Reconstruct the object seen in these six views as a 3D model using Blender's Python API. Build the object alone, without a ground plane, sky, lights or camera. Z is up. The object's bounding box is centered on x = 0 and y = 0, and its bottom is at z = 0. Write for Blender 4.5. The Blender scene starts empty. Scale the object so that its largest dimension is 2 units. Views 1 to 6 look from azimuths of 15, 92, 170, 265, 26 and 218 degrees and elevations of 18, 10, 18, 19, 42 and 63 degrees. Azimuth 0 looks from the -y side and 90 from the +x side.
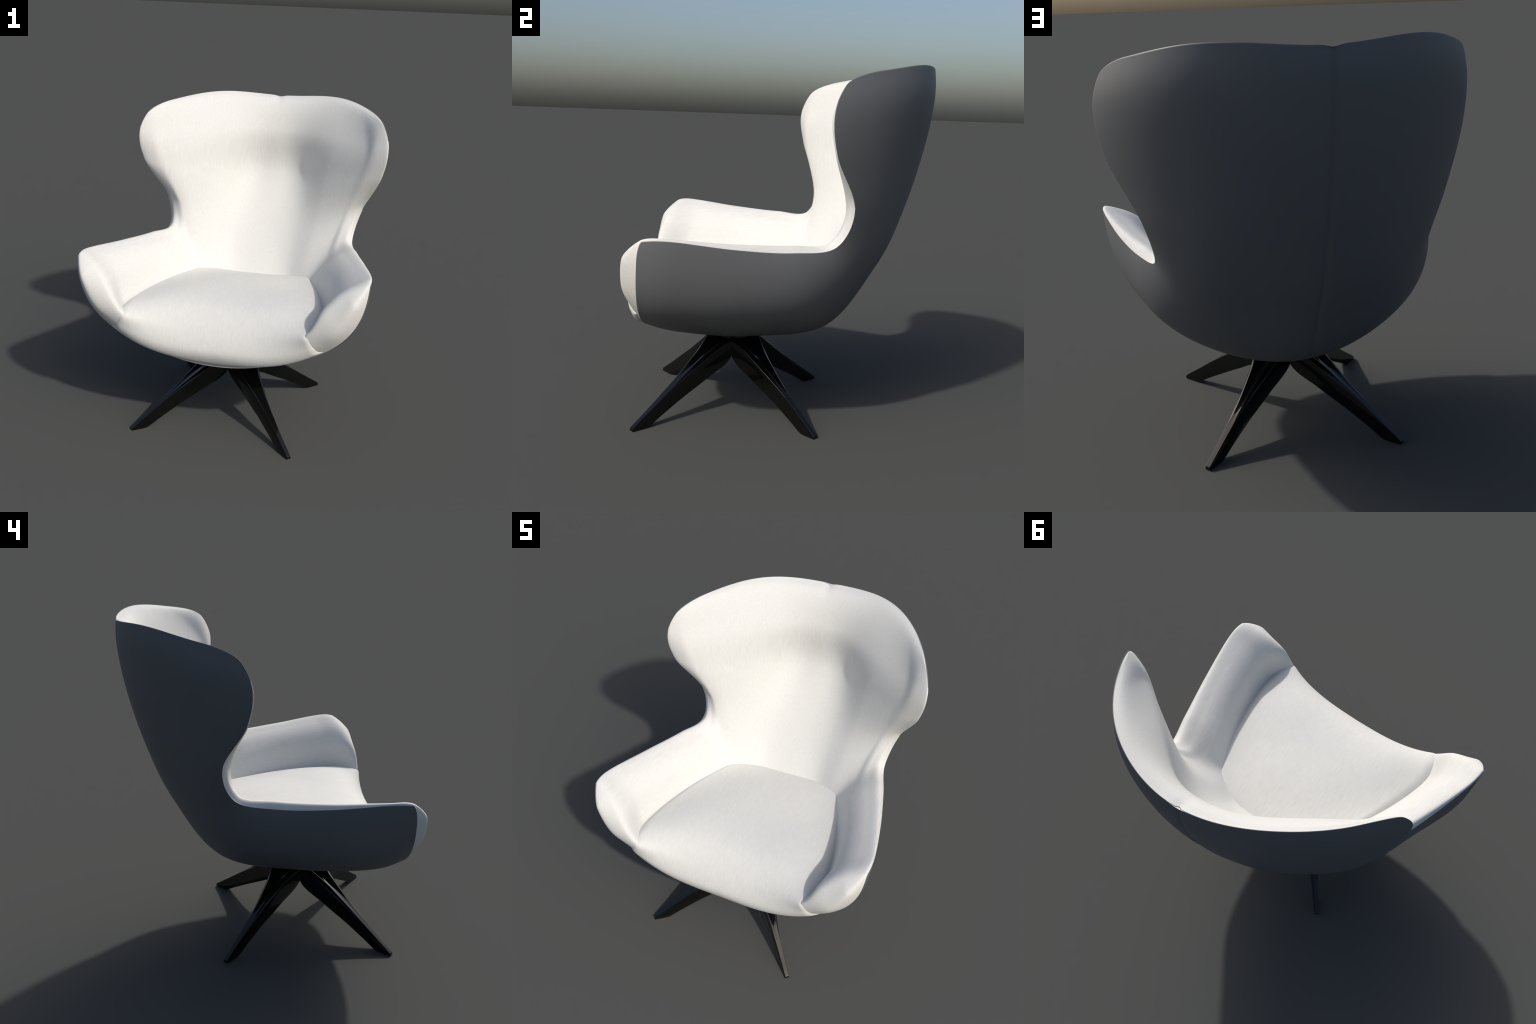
"""Upholstered wing-back swivel lounge chair: grey outer shell, off-white padded
lining, seat cushion, glossy black four-legged star base."""
import bpy, math
import numpy as np

# ------------------------------------------------------------------ helpers
SHEAR = 0.083      # the shell is slightly skewed on its base,
SHEAR_BACK, SHEAR_RIGHT, SHEAR_FRONT = 0.043, 0.060, 0.018   # more so towards the back; the left arm stays longer
SHIFT = -0.004


def warp(P):
    P = np.array(P, float)
    x, y = P[..., 0].copy(), P[..., 1].copy()
    P[..., 0] = x + SHIFT * y
    P[..., 1] = y + (SHEAR + np.where(y > 0, SHEAR_BACK, np.where(x > 0, SHEAR_RIGHT, SHEAR_FRONT)) * y) * x
    return P


def hermite(knots, vals, t):
    """Cubic curve through vals (k, ...) at non-uniform knots, sampled at t."""
    knots = np.asarray(knots, float)
    vals = np.asarray(vals, float)
    h = np.diff(knots)
    hs = h.reshape((-1,) + (1,) * (vals.ndim - 1))
    d = np.diff(vals, axis=0) / hs
    m = np.empty_like(vals)
    m[1:-1] = (d[:-1] * hs[1:] + d[1:] * hs[:-1]) / (hs[1:] + hs[:-1])
    m[0] = 1.5 * d[0] - 0.5 * m[1]
    m[-1] = 1.5 * d[-1] - 0.5 * m[-2]
    t = np.clip(np.asarray(t, float), knots[0], knots[-1])
    i = np.clip(np.searchsorted(knots, t, side='right') - 1, 0, len(h) - 1)
    sh = (-1,) + (1,) * (vals.ndim - 1)
    hh = h[i].reshape(sh)
    u = ((t - knots[i]) / h[i]).reshape(sh)
    return ((2*u**3 - 3*u**2 + 1) * vals[i] + (u**3 - 2*u**2 + u) * hh * m[i]
            + (-2*u**3 + 3*u**2) * vals[i+1] + (u**3 - u**2) * hh * m[i+1])


def unit(v):
    return v / (np.linalg.norm(v, axis=-1, keepdims=True) + 1e-12)


def mirror(H):
    """Half grid (rows, cols, 3) from centre to edge -> full grid edge to edge."""
    M = H[:, :0:-1].copy()
    M[..., 0] *= -1
    return np.concatenate([M, H], axis=1)


def grid_faces(nr, nc, flip=False):
    i, j = np.meshgrid(np.arange(nr - 1), np.arange(nc - 1), indexing='ij')
    a = (i * nc + j).ravel()
    F = np.stack([a, a + 1, a + nc + 1, a + nc], -1)
    return F[:, ::-1] if flip else F


def make_object(name, verts, faces, mat, parent=None, smooth=True):
    me = bpy.data.meshes.new(name)
    me.from_pydata([tuple(map(float, v)) for v in verts], [], [tuple(map(int, f)) for f in faces])
    me.update()
    if smooth:
        me.polygons.foreach_set('use_smooth', [True] * len(me.polygons))
    me.materials.append(mat)
    ob = bpy.data.objects.new(name, me)
    bpy.context.scene.collection.objects.link(ob)
    if parent:
        ob.parent = parent
    return ob


def apply_mods(ob):
    dg = bpy.context.evaluated_depsgraph_get()
    me = bpy.data.meshes.new_from_object(ob.evaluated_get(dg))
    ob.modifiers.clear()
    old = ob.data
    ob.data = me
    me.name = old.name
    bpy.data.meshes.remove(old)


# ---------------------------------------------------------------- materials
def node_mat(name):
    m = bpy.data.materials.new(name)
    m.use_nodes = True
    nt = m.node_tree
    return m, nt, nt.nodes['Principled BSDF']


def fabric_material(name, grain):
    """Brushed cloth; grain = noise frequency along x, y, z (low = the nap's direction)."""
    m, nt, b = node_mat(name)
    N, K = nt.nodes, nt.links
    tc = N.new('ShaderNodeTexCoord')

    def streak(scale, detail=3):
        mp = N.new('ShaderNodeMapping')
        mp.inputs['Scale'].default_value = scale
        K.new(tc.outputs['Object'], mp.inputs['Vector'])
        n = N.new('ShaderNodeTexNoise')
        n.inputs['Scale'].default_value = 1
        n.inputs['Detail'].default_value = detail
        K.new(mp.outputs['Vector'], n.inputs['Vector'])
        return n
    s1 = streak(grain)
    s2 = streak([2.2 * g for g in grain], 2)
    mix = N.new('ShaderNodeMix')
    mix.inputs[0].default_value = 0.4
    K.new(s1.outputs['Fac'], mix.inputs[2])
    K.new(s2.outputs['Fac'], mix.inputs[3])
    ramp = N.new('ShaderNodeValToRGB')
    ramp.color_ramp.elements[0].position = 0.32
    ramp.color_ramp.elements[0].color = (0.572, 0.574, 0.556, 1)
    ramp.color_ramp.elements[1].position = 0.68
    ramp.color_ramp.elements[1].color = (0.645, 0.647, 0.628, 1)
    K.new(mix.outputs[0], ramp.inputs['Fac'])
    K.new(ramp.outputs['Color'], b.inputs['Base Color'])
    bp = N.new('ShaderNodeBump')
    bp.inputs['Strength'].default_value = 0.05
    bp.inputs['Distance'].default_value = 0.002
    K.new(mix.outputs[0], bp.inputs['Height'])
    K.new(bp.outputs['Normal'], b.inputs['Normal'])
    b.inputs['Roughness'].default_value = 0.75
    b.inputs['Specular IOR Level'].default_value = 0.3
    return m


def leather_material():
    m, nt, b = node_mat('slate_grey_leather')
    N, K = nt.nodes, nt.links
    tc = N.new('ShaderNodeTexCoord')
    n = N.new('ShaderNodeTexNoise')
    n.inputs['Scale'].default_value = 6
    n.inputs['Detail'].default_value = 3
    K.new(tc.outputs['Object'], n.inputs['Vector'])
    ramp = N.new('ShaderNodeValToRGB')
    ramp.color_ramp.elements[0].color = (0.108, 0.113, 0.120, 1)
    ramp.color_ramp.elements[1].color = (0.118, 0.123, 0.130, 1)
    K.new(n.outputs['Fac'], ramp.inputs['Fac'])
    K.new(ramp.outputs['Color'], b.inputs['Base Color'])
    b.inputs['Roughness'].default_value = 0.5
    b.inputs['Specular IOR Level'].default_value = 0.4
    return m


def lacquer_material():
    m, nt, b = node_mat('glossy_black_lacquer')
    N, K = nt.nodes, nt.links
    tc = N.new('ShaderNodeTexCoord')
    n = N.new('ShaderNodeTexNoise')
    n.inputs['Scale'].default_value = 40
    K.new(tc.outputs['Object'], n.inputs['Vector'])
    r = N.new('ShaderNodeMapRange')
    r.inputs['To Min'].default_value = 0.025
    r.inputs['To Max'].default_value = 0.045
    K.new(n.outputs['Fac'], r.inputs['Value'])
    K.new(r.outputs['Result'], b.inputs['Roughness'])
    b.inputs['Base Color'].default_value = (0.003, 0.003, 0.003, 1)
    b.inputs['Specular IOR Level'].default_value = 0.5
    return m


FABRIC = fabric_material('off_white_cloth_upright_nap', (150, 150, 7))
FABRIC_ARM = fabric_material('off_white_cloth_arm_nap', (110, 8, 150))
FABRIC_SEAT = fabric_material('off_white_cloth_seat_nap', (150, 16, 24))
LEATHER, LACQUER = leather_material(), lacquer_material()

# ------------------------------------------------------------- shell design
# One row per station from the front edge, under the seat, up the back, to the top:
# centre-line (y, z) | rim point (x, y, z) | bulge of the cross-section,
# its lean to the centre | sweep of the cross-section's arc in degrees (90: rim points straight on)
SHELL = np.array([
    (-.710,  .516, .876, -.672, 1.116,  .009, -.022, 90),
    (-.520,  .467, .870, -.525, 1.123,  .016, -.042, 90),
    (-.150,  .459, .800, -.232, 1.084,  .012, -.031, 90),
    ( .292,  .542, .717,  .037, 1.065, -.002, -.010, 90),
    ( .556,  .907, .642,  .256, 1.090,  .000,  .000, 74),
    ( .698, 1.246, .683,  .328, 1.292,  .000,  .000, 58),
    ( .785, 1.560, .804,  .217, 1.548,  .000,  .000, 58),
    ( .825, 1.825, .832,  .195, 1.764,  .000,  .000, 63),
    ( .820, 1.981, .764,  .283, 1.934,  .000,  .000, 58)])
ROWS = np.arange(9.0)
TOP_RISE = 0.032


def shell_point(t, ph):
    """Point of the outer surface: t 0..8 along the stations, ph 0..pi/2 centre to rim."""
    t, ph = np.broadcast_arrays(np.asarray(t, float), np.asarray(ph, float))
    shp = t.shape
    Q = hermite(ROWS, SHELL, t.ravel())
    ph = ph.ravel()
    C = np.stack([0 * ph, Q[:, 0], Q[:, 1]], -1)
    d = Q[:, 2:5] - C
    X = d * [1, 0, 0]
    Y = d * [0, 1, 1]
    w = np.sin(2 * ph) ** 2
    sweep = np.radians(Q[:, 7])
    arc = ph / (math.pi / 2) * sweep
    P = (C + X * (np.sin(arc) / np.sin(sweep))[:, None]
         + Y * ((1 - np.cos(arc)) / (1 - np.cos(sweep)))[:, None])
    P += (Q[:, 5] * w + Q[:, 6] * w * np.cos(2 * ph))[:, None] * (unit(X) - unit(Y))
    P[:, 2] += TOP_RISE * (t.ravel() / 8) ** 6 * w
    return P.reshape(shp + (3,))


def round_corners(t, p, bottom=(0.20, 0.10), top=(0.36, 0.15)):
    """Rounded corners of the (station, width) domain: arm tip and wing top."""
    def cut(rt, rp):
        u = np.clip((p - (1 - rp)) / rp, 0, 1)
        return rt * (1 - np.sqrt(np.clip(1 - u * u, 0, 1)))
    lo, hi = cut(*bottom), 8 - cut(*top)
    return lo + (hi - lo) * t / 8


def shell_edge(t, p):
    return shell_point(round_corners(t, p), p * math.pi / 2)


def width_steps(p0, n):
    q = np.linspace(0, 1, n)
    return p0 + (1 - p0) * (.35 * q + .65 * (1 - (1 - q) ** 2))


# outer shell ---------------------------------------------------------------
def build_shell(parent):
    nt = 200
    tt = np.linspace(0, 8, nt)[:, None]
    # denser near the centre seam and towards the rim
    p = np.concatenate([np.linspace(0, .1, 22, endpoint=False), width_steps(.1, 76)])
    T = round_corners(tt, p[None, :])
    P = shell_point(T, np.broadcast_to(p[None, :] * math.pi / 2, T.shape))
    G = mirror(P)
    Tf = np.concatenate([T[:, :0:-1], T], axis=1)
    # stitched seam up the middle of the back: a narrow groove
    nrm = np.cross(np.gradient(G, axis=0), np.gradient(G, axis=1))
    nrm = unit(nrm)
    up = np.clip((Tf - 2.6) / 1.5, 0, 1)
    seam_x = -0.025 + 0.0 * Tf
    dx = G[..., 0] - seam_x
    depth = up * (0.007 * np.exp(-(dx / 0.011) ** 2) + 0.003 * np.exp(-(dx / 0.03) ** 2))
    sgn = np.sign((nrm * (G - np.array([0, 0, 1.1]))).sum(-1).mean())
    G = G - sgn * nrm * depth[..., None]
    G[..., 2] -= np.clip((Tf - 7.2) / .8, 0, 1) ** 2 * 0.008 * np.exp(-(dx / 0.032) ** 2)
    # the left arm's flank is a little fuller than the right one
    pf = np.concatenate([-p[:0:-1], p])[None, :]
    full = (.028 * np.exp(-((Tf - 1.2) / .7) ** 2 - ((pf + .72) / .18) ** 2)
            - .012 * np.exp(-((Tf - .7) / .7) ** 2 - ((pf + .40) / .14) ** 2)) * np.clip(Tf / .5, 0, 1)
    # and the flank under the wing fuller on the right
    full = full + .014 * np.tanh(pf / .2) * np.exp(-((Tf - 4.6) / .9) ** 2 - ((abs(pf) - .55) / .22) ** 2)
    G = G + sgn * nrm * full[..., None]
    V = warp(G).reshape(-1, 3)
    ob = make_object('outer_shell', V, grid_faces(*G.shape[:2], flip=(sgn > 0)), LEATHER, parent)
    so = ob.modifiers.new('s', 'SOLIDIFY')
    so.thickness = 0.003
    so.offset = -1
    so.use_even_offset = False
    apply_mods(ob)
    ob.data.polygons.foreach_set('use_smooth', [True] * len(ob.data.polygons))
    return ob


# padded lining -------------------------------------------------------------
# station: rows of (centre, inner quarter, crease, middle of the face) in x, y, z
FACE = {
    0: ((0, -.68, .60), (.40, -.72, .70), (.566, -.768, .825), (.670, -.750, .972)),
    1: ((0, -.56, .66), (.42, -.56, .72), (.605, -.580, .808), (.680, -.530, 1.000)),
    2: ((0, -.25, .70), (.38, -.27, .74), (.560, -.320, .820), (.622, -.260, 1.005)),
    3: ((0,  .03, .72), (.30,  .00, .76), (.455, -.030, .835), (.528,  .005, .985)),
    4: ((0,  .235, .79), (.20,  .225, .80), (.354, .158, .840), (.482,  .185, .980)),
    5: ((0, .455, 1.13), (.20, .425, 1.13), (.380, .328, 1.140), (.530, .280, 1.200)),
    6: ((0, .653, 1.45), (.20, .614, 1.45), (.420, .400, 1.470), (.620, .256, 1.510)),
    7: ((0, .657, 1.76), (.20, .614, 1.76), (.450, .447, 1.755), (.670, .290, 1.750)),
}
# how far the padding rolls out past the shell's rim
ROLL = {0: .006, 1: .008, 2: .022, 3: .032, 4: .030, 5: .018, 6: .005, 7: .002}


def lining_rows():
    knots, rows = [], []
    # front of the arm pads: shell edge, then the puffed front
    e = shell_edge(0.0, np.array([0, 26, 52, 66, 79, 86, 90]) / 90)
    rows.append(e + [0, -.002, .001]); knots.append(-1.0)
    rows.append(np.array([(0, -.70, .56), (.40, -.735, .64), (.622, -.756, .762), (.738, -.774, .885),
                          (.818, -.752, 1.03), (.852, -.722, 1.085), (.865, -.700, 1.10)])); knots.append(-0.5)
    for k in range(8):
        rim = SHELL[k, 2:5]
        C = np.array([0, SHELL[k, 0], SHELL[k, 1]])
        tan = unit((rim - C) * [0, 1, 1])
        inn = np.array([-1.0, 0, 0])
        r = ROLL[k]
        crest = rim + inn * (.010 + .5 * r) + tan * (r + .003)
        face = np.array(FACE[k][3])
        rows.append(np.array([*FACE[k],
                              crest + .36 * (face - crest) + inn * .010 + tan * .012,
                              crest,
                              rim + inn * .001 + tan * .002]))
        knots.append(float(k))
    top = shell_point(8.0, np.radians([0, 22, 42, 62, 80, 86, 90]))
    near = shell_point(7.75, np.radians([0, 22, 42, 62, 80, 86, 90]))
    rows.append(near + np.array([0, -.068, .008]) * np.array([1, 1, 1, 1, .7, .35, 0])[:, None]); knots.append(7.75)
    rows.append(top + .004 * unit(top - near) + [0, -.002, 0]); knots.append(8.0)
    return knots, np.array(rows)


COLS = np.array([0, .26, .5, .72, .88, .955, 1.0])


def lining_point(knots, rows, t, p):
    """p 0..1 centre to rim."""
    full = np.concatenate([rows[:, :0:-1] * [-1, 1, 1], rows], axis=1)
    fc = np.concatenate([-COLS[:0:-1], COLS])
    out = np.empty((len(t), len(p), 3))
    for j, q in enumerate(p):                         # follow the rounded wing corner
        u = np.where(t > 0, round_corners(t, q, bottom=(0, .1)), t)
        R = hermite(knots, full, u)
        out[:, j] = hermite(fc, np.moveaxis(R, 1, 0), np.array([q]))[0]
    return out


def build_lining(parent):
    knots, rows = lining_rows()
    t = np.concatenate([np.linspace(-1, 0, 24, endpoint=False), np.linspace(0, 8, 200)])
    p = np.concatenate([np.linspace(0, .1, 22, endpoint=False), width_steps(.1, 100)])
    L = lining_point(knots, rows, t, p)

    def ease(x):
        x = np.clip(x, 0, 1)
        return x * x * (3 - 2 * x)
    # stitch the lining's border exactly onto the shell's edge
    one = np.ones(1)
    tl, th = round_corners(0.0, one)[0], round_corners(8.0, one)[0]
    rim = shell_point(np.clip(tl + (th - tl) * t / 8, tl, th), np.full(len(t), math.pi / 2))
    L = L + ease((p - .86) / .14)[None, :, None] * (rim - L[:, -1])[:, None]
    L = L + ease((t - 7.78) / .22)[:, None, None] * (shell_edge(8.0, p) - L[-1])[None]
    L = L + ease((-.5 - t) / .5)[:, None, None] * (shell_edge(0.0, p) - L[0])[None]
    G = mirror(L)
    # the two sides are not quite alike: right wing root sits back, left one forward
    pf = np.concatenate([-p[:0:-1], p])[None, :]
    lean = np.exp(-((abs(pf) - .74) / .2) ** 2) * np.exp(-((t[:, None] - 5.3) / 1.0) ** 2)
    G[..., 1] += np.where(pf > 0, .028, -.012) * lean * ease((1 - abs(pf)) / .08) * np.clip((t[:, None] - 3.6), 0, 1)
    nr, nc = G.shape[:2]
    front = np.exp(-((abs(pf) - .72) / .17) ** 2) * np.exp(-((t[:, None] - .6) / 1.0) ** 2)
    G[..., 0] -= .013 * front * ease((1 - abs(pf)) / .1) * ease((t[:, None] + 1) / .6)
    hollow = np.exp(-((pf + .6) / .18) ** 2) * np.exp(-((t[:, None] - 6.6) / .6) ** 2)
    G[..., 1] -= .012 * hollow
    notch = np.exp(-((G[..., 0] + .025) / .032) ** 2) * np.clip((t - 7.2) / .8, 0, 1)[:, None] ** 2
    G[..., 2] -= .008 * notch
    F = grid_faces(nr, nc)
    V = warp(G).reshape(-1, 3)
    # orientation: facing the sitter
    # smooth normals over the whole lining, then split into backrest and two arm pads
    A = V.reshape(nr, nc, 3)
    nrm = unit(np.cross(np.gradient(A, axis=0), np.gradient(A, axis=1)))
    mid = nrm[np.argmin(abs(t - 6)), nc // 2]
    flip = mid[1] > 0
    if flip:
        nrm = -nrm
    else:
        F = F[:, ::-1]
    nrm = nrm.reshape(-1, 3)
    ti = t[np.minimum(np.arange(len(F)) // (nc - 1), nr - 1)]
    xi = V[F].mean(1)[:, 0]
    for name, sel in (('backrest_pad', ti >= 4.0), ('arm_pad', (ti < 4.0) & (xi > 0)), ('arm_pad', (ti < 4.0) & (xi <= 0))):
        f = F[sel]
        idx = np.unique(f)
        re = np.zeros(len(V), int)
        re[idx] = np.arange(len(idx))
        ob = make_object(name, V[idx], re[f], FABRIC if name == 'backrest_pad' else FABRIC_ARM, parent)
        ob.data.normals_split_custom_set_from_vertices([tuple(n) for n in nrm[idx]])


# seat cushion --------------------------------------------------------------
# from the tuck at the back to the bottom of the front roll:
# centre (y, z) | side point (x, y, z)
SEAT = np.array([
    ( .285, .740, .370,  .215, .770),
    ( .250, .800, .378,  .185, .838),
    ( .020, .848, .480, -.030, .846),
    (-.220, .874, .562, -.280, .842),
    (-.450, .880, .614, -.530, .832),
    (-.600, .846, .608, -.690, .836),
    (-.705, .755, .590, -.785, .826),
    (-.765, .640, .630, -.768, .778),
    (-.752, .565, .662, -.735, .737)])


def build_seat(parent):
    nt, nf = 120, 60
    f = np.linspace(0, 1, nf)
    Q = SEAT
    x = Q[:, 2:3] * f
    y = Q[:, :1] + (Q[:, 3:4] - Q[:, :1]) * f ** 3.0
    z = Q[:, 1:2] + (Q[:, 4:5] - Q[:, 1:2]) * f ** 3.0
    H = np.stack([x, y, z], -1)
    edge = shell_edge(0.0, f * 54 / 90) + [0, .004, .006]     # meets the shell's front edge
    H = hermite(np.arange(10.0), np.concatenate([H, edge[None]]), np.linspace(0, 9, nt))
    H[..., 2] += .008 * np.sin(8 * H[..., 0] + 1.2) * np.cos(7 * H[..., 1] + .4) * (1 - f ** 4)
    # tuck the side edge down into the crease
    e = np.clip((f - .9) / .1, 0, 1) ** 2
    r = np.linspace(0, 9, nt)[:, None]
    H[..., 2] -= .03 * e * np.clip((8 - r) / 2, 0, 1)
    H[..., 1] += .06 * e * np.clip((r - 5) / 2, 0, 1) * np.clip((9 - r) / .7, 0, 1)
    G = mirror(H)
    V = warp(G).reshape(-1, 3)
    F = grid_faces(*G.shape[:2])
    A = V.reshape(G.shape)
    n = np.cross(np.gradient(A, axis=0), np.gradient(A, axis=1))[nt // 3, nf]
    if n[2] > 0:                     # grid_faces winds against the row x column normal
        F = F[:, ::-1]
    ob = make_object('seat_cushion', V, F, FABRIC_SEAT, parent)
    return ob


# star base -----------------------------------------------------------------
HUB = np.array([-0.014, -0.239, 0.0])
# leg stations from the foot to the hub:  along | half width | top z | bottom z | lower half width | dish
LEG = np.array([
    (.722, .012, .012, .000, .015, .000),
    (.680, .013, .041, .000, .017, .000),
    (.622, .014, .080, .002, .019, .000),
    (.540, .017, .137, .048, .023, .000),
    (.460, .023, .194, .092, .028, .001),
    (.390, .033, .244, .130, .033, .003),
    (.320, .046, .296, .168, .043, .006),
    (.240, .062, .354, .212, .053, .008),
    (.165, .081, .407, .262, .068, .008),
    (.108, .108, .438, .335, .092, .006)])


def build_base(parent):
    base = bpy.data.objects.new('star_base', None)
    bpy.context.scene.collection.objects.link(base)
    base.parent = parent
    n = 60
    Q = hermite(np.arange(10.0), LEG, np.linspace(0, 9, n))
    Q[:, 3] = np.maximum(Q[:, 3], 0)
    prof = []
    for i, (a, w, zt, zb, wb, dish) in enumerate(Q):
        s = i / (n - 1)
        k = max(0, (s - .7) / .3) ** 2                 # chevron towards the mitre
        ring = []
        for b in np.linspace(-1, 1, 17):               # dished top face
            lip = min(1, max(0, (.52 - a) / .15)) * min(.016, .3 * w) * max(0, (abs(b) - .5) / .5) ** 2
            ring.append((a * (1 - k * (1 - abs(b))), b * w, zt + .004 - dish * (1 - min(1, abs(b) / .6) ** 2) - lip))
        for b in np.linspace(1, -1, 9):
            aa = a + (wb - a) * max(0, (s - .8) / .2) ** 2
            ring.append((aa * (1 - k * (1 - abs(b))), b * wb, zb))
        prof.append(ring)
    prof = np.array(prof)
    m = prof.shape[1]
    F = []
    for i in range(n - 1):
        for j in range(m):
            F.append((i * m + j, i * m + (j + 1) % m, (i + 1) * m + (j + 1) % m, (i + 1) * m + j))
    F.append(tuple(range(m - 1, -1, -1)))
    F.append(tuple((n - 1) * m + j for j in range(m)))
    leg = make_object('leg', prof.reshape(-1, 3), F, LACQUER, base)
    bm_fix(leg)
    bv = leg.modifiers.new('b', 'BEVEL')
    bv.width = .003
    bv.segments = 2
    bv.limit_method = 'ANGLE'
    bv.angle_limit = math.radians(40)
    apply_mods(leg)
    leg.data.polygons.foreach_set('use_smooth', [True] * len(leg.data.polygons))
    leg.data.set_sharp_from_angle(angle=math.radians(35))
    for k, (ang, length) in enumerate(((-44.6, 1.0), (45.6, .972), (134.5, .972), (224.6, 1.0))):
        o = leg if k == 0 else leg.copy()
        if k:
            bpy.context.scene.collection.objects.link(o)
        o.location = HUB
        o.rotation_euler = (0, 0, math.radians(ang))
        o.scale = (length, 1, 1)
        o.parent = base
    # swivel plate between the star and the shell
    c = np.linspace(0, 2 * math.pi, 48, endpoint=False)
    prof = [(.0, .36), (.05, .36), (.06, .37), (.06, .42), (.10, .43), (.10, .46), (0, .46)]
    V, F = [], []
    for r, z in prof:
        V += [(HUB[0] + r * math.cos(a), HUB[1] + r * math.sin(a), z) for a in c]
    for i in range(len(prof) - 1):
        for j in range(48):
            F.append((i * 48 + j, i * 48 + (j + 1) % 48, (i + 1) * 48 + (j + 1) % 48, (i + 1) * 48 + j))
    hub = make_object('swivel_hub', V, F, LACQUER, base)
    bm_fix(hub)
    hub.data.set_sharp_from_angle(angle=math.radians(35))


def bm_fix(ob):
    import bmesh
    bm = bmesh.new()
    bm.from_mesh(ob.data)
    bmesh.ops.remove_doubles(bm, verts=bm.verts, dist=1e-6)
    bmesh.ops.recalc_face_normals(bm, faces=bm.faces)
    bm.to_mesh(ob.data)
    bm.free()


# ---------------------------------------------------------------- assemble
chair = bpy.data.objects.new('swivel_armchair', None)
bpy.context.scene.collection.objects.link(chair)
chair['label'] = 'white padded wing-back swivel armchair with dark grey shell and black star base'
chair['category'] = 'armchair'
build_shell(chair)
build_lining(chair)
build_seat(chair)
build_base(chair)
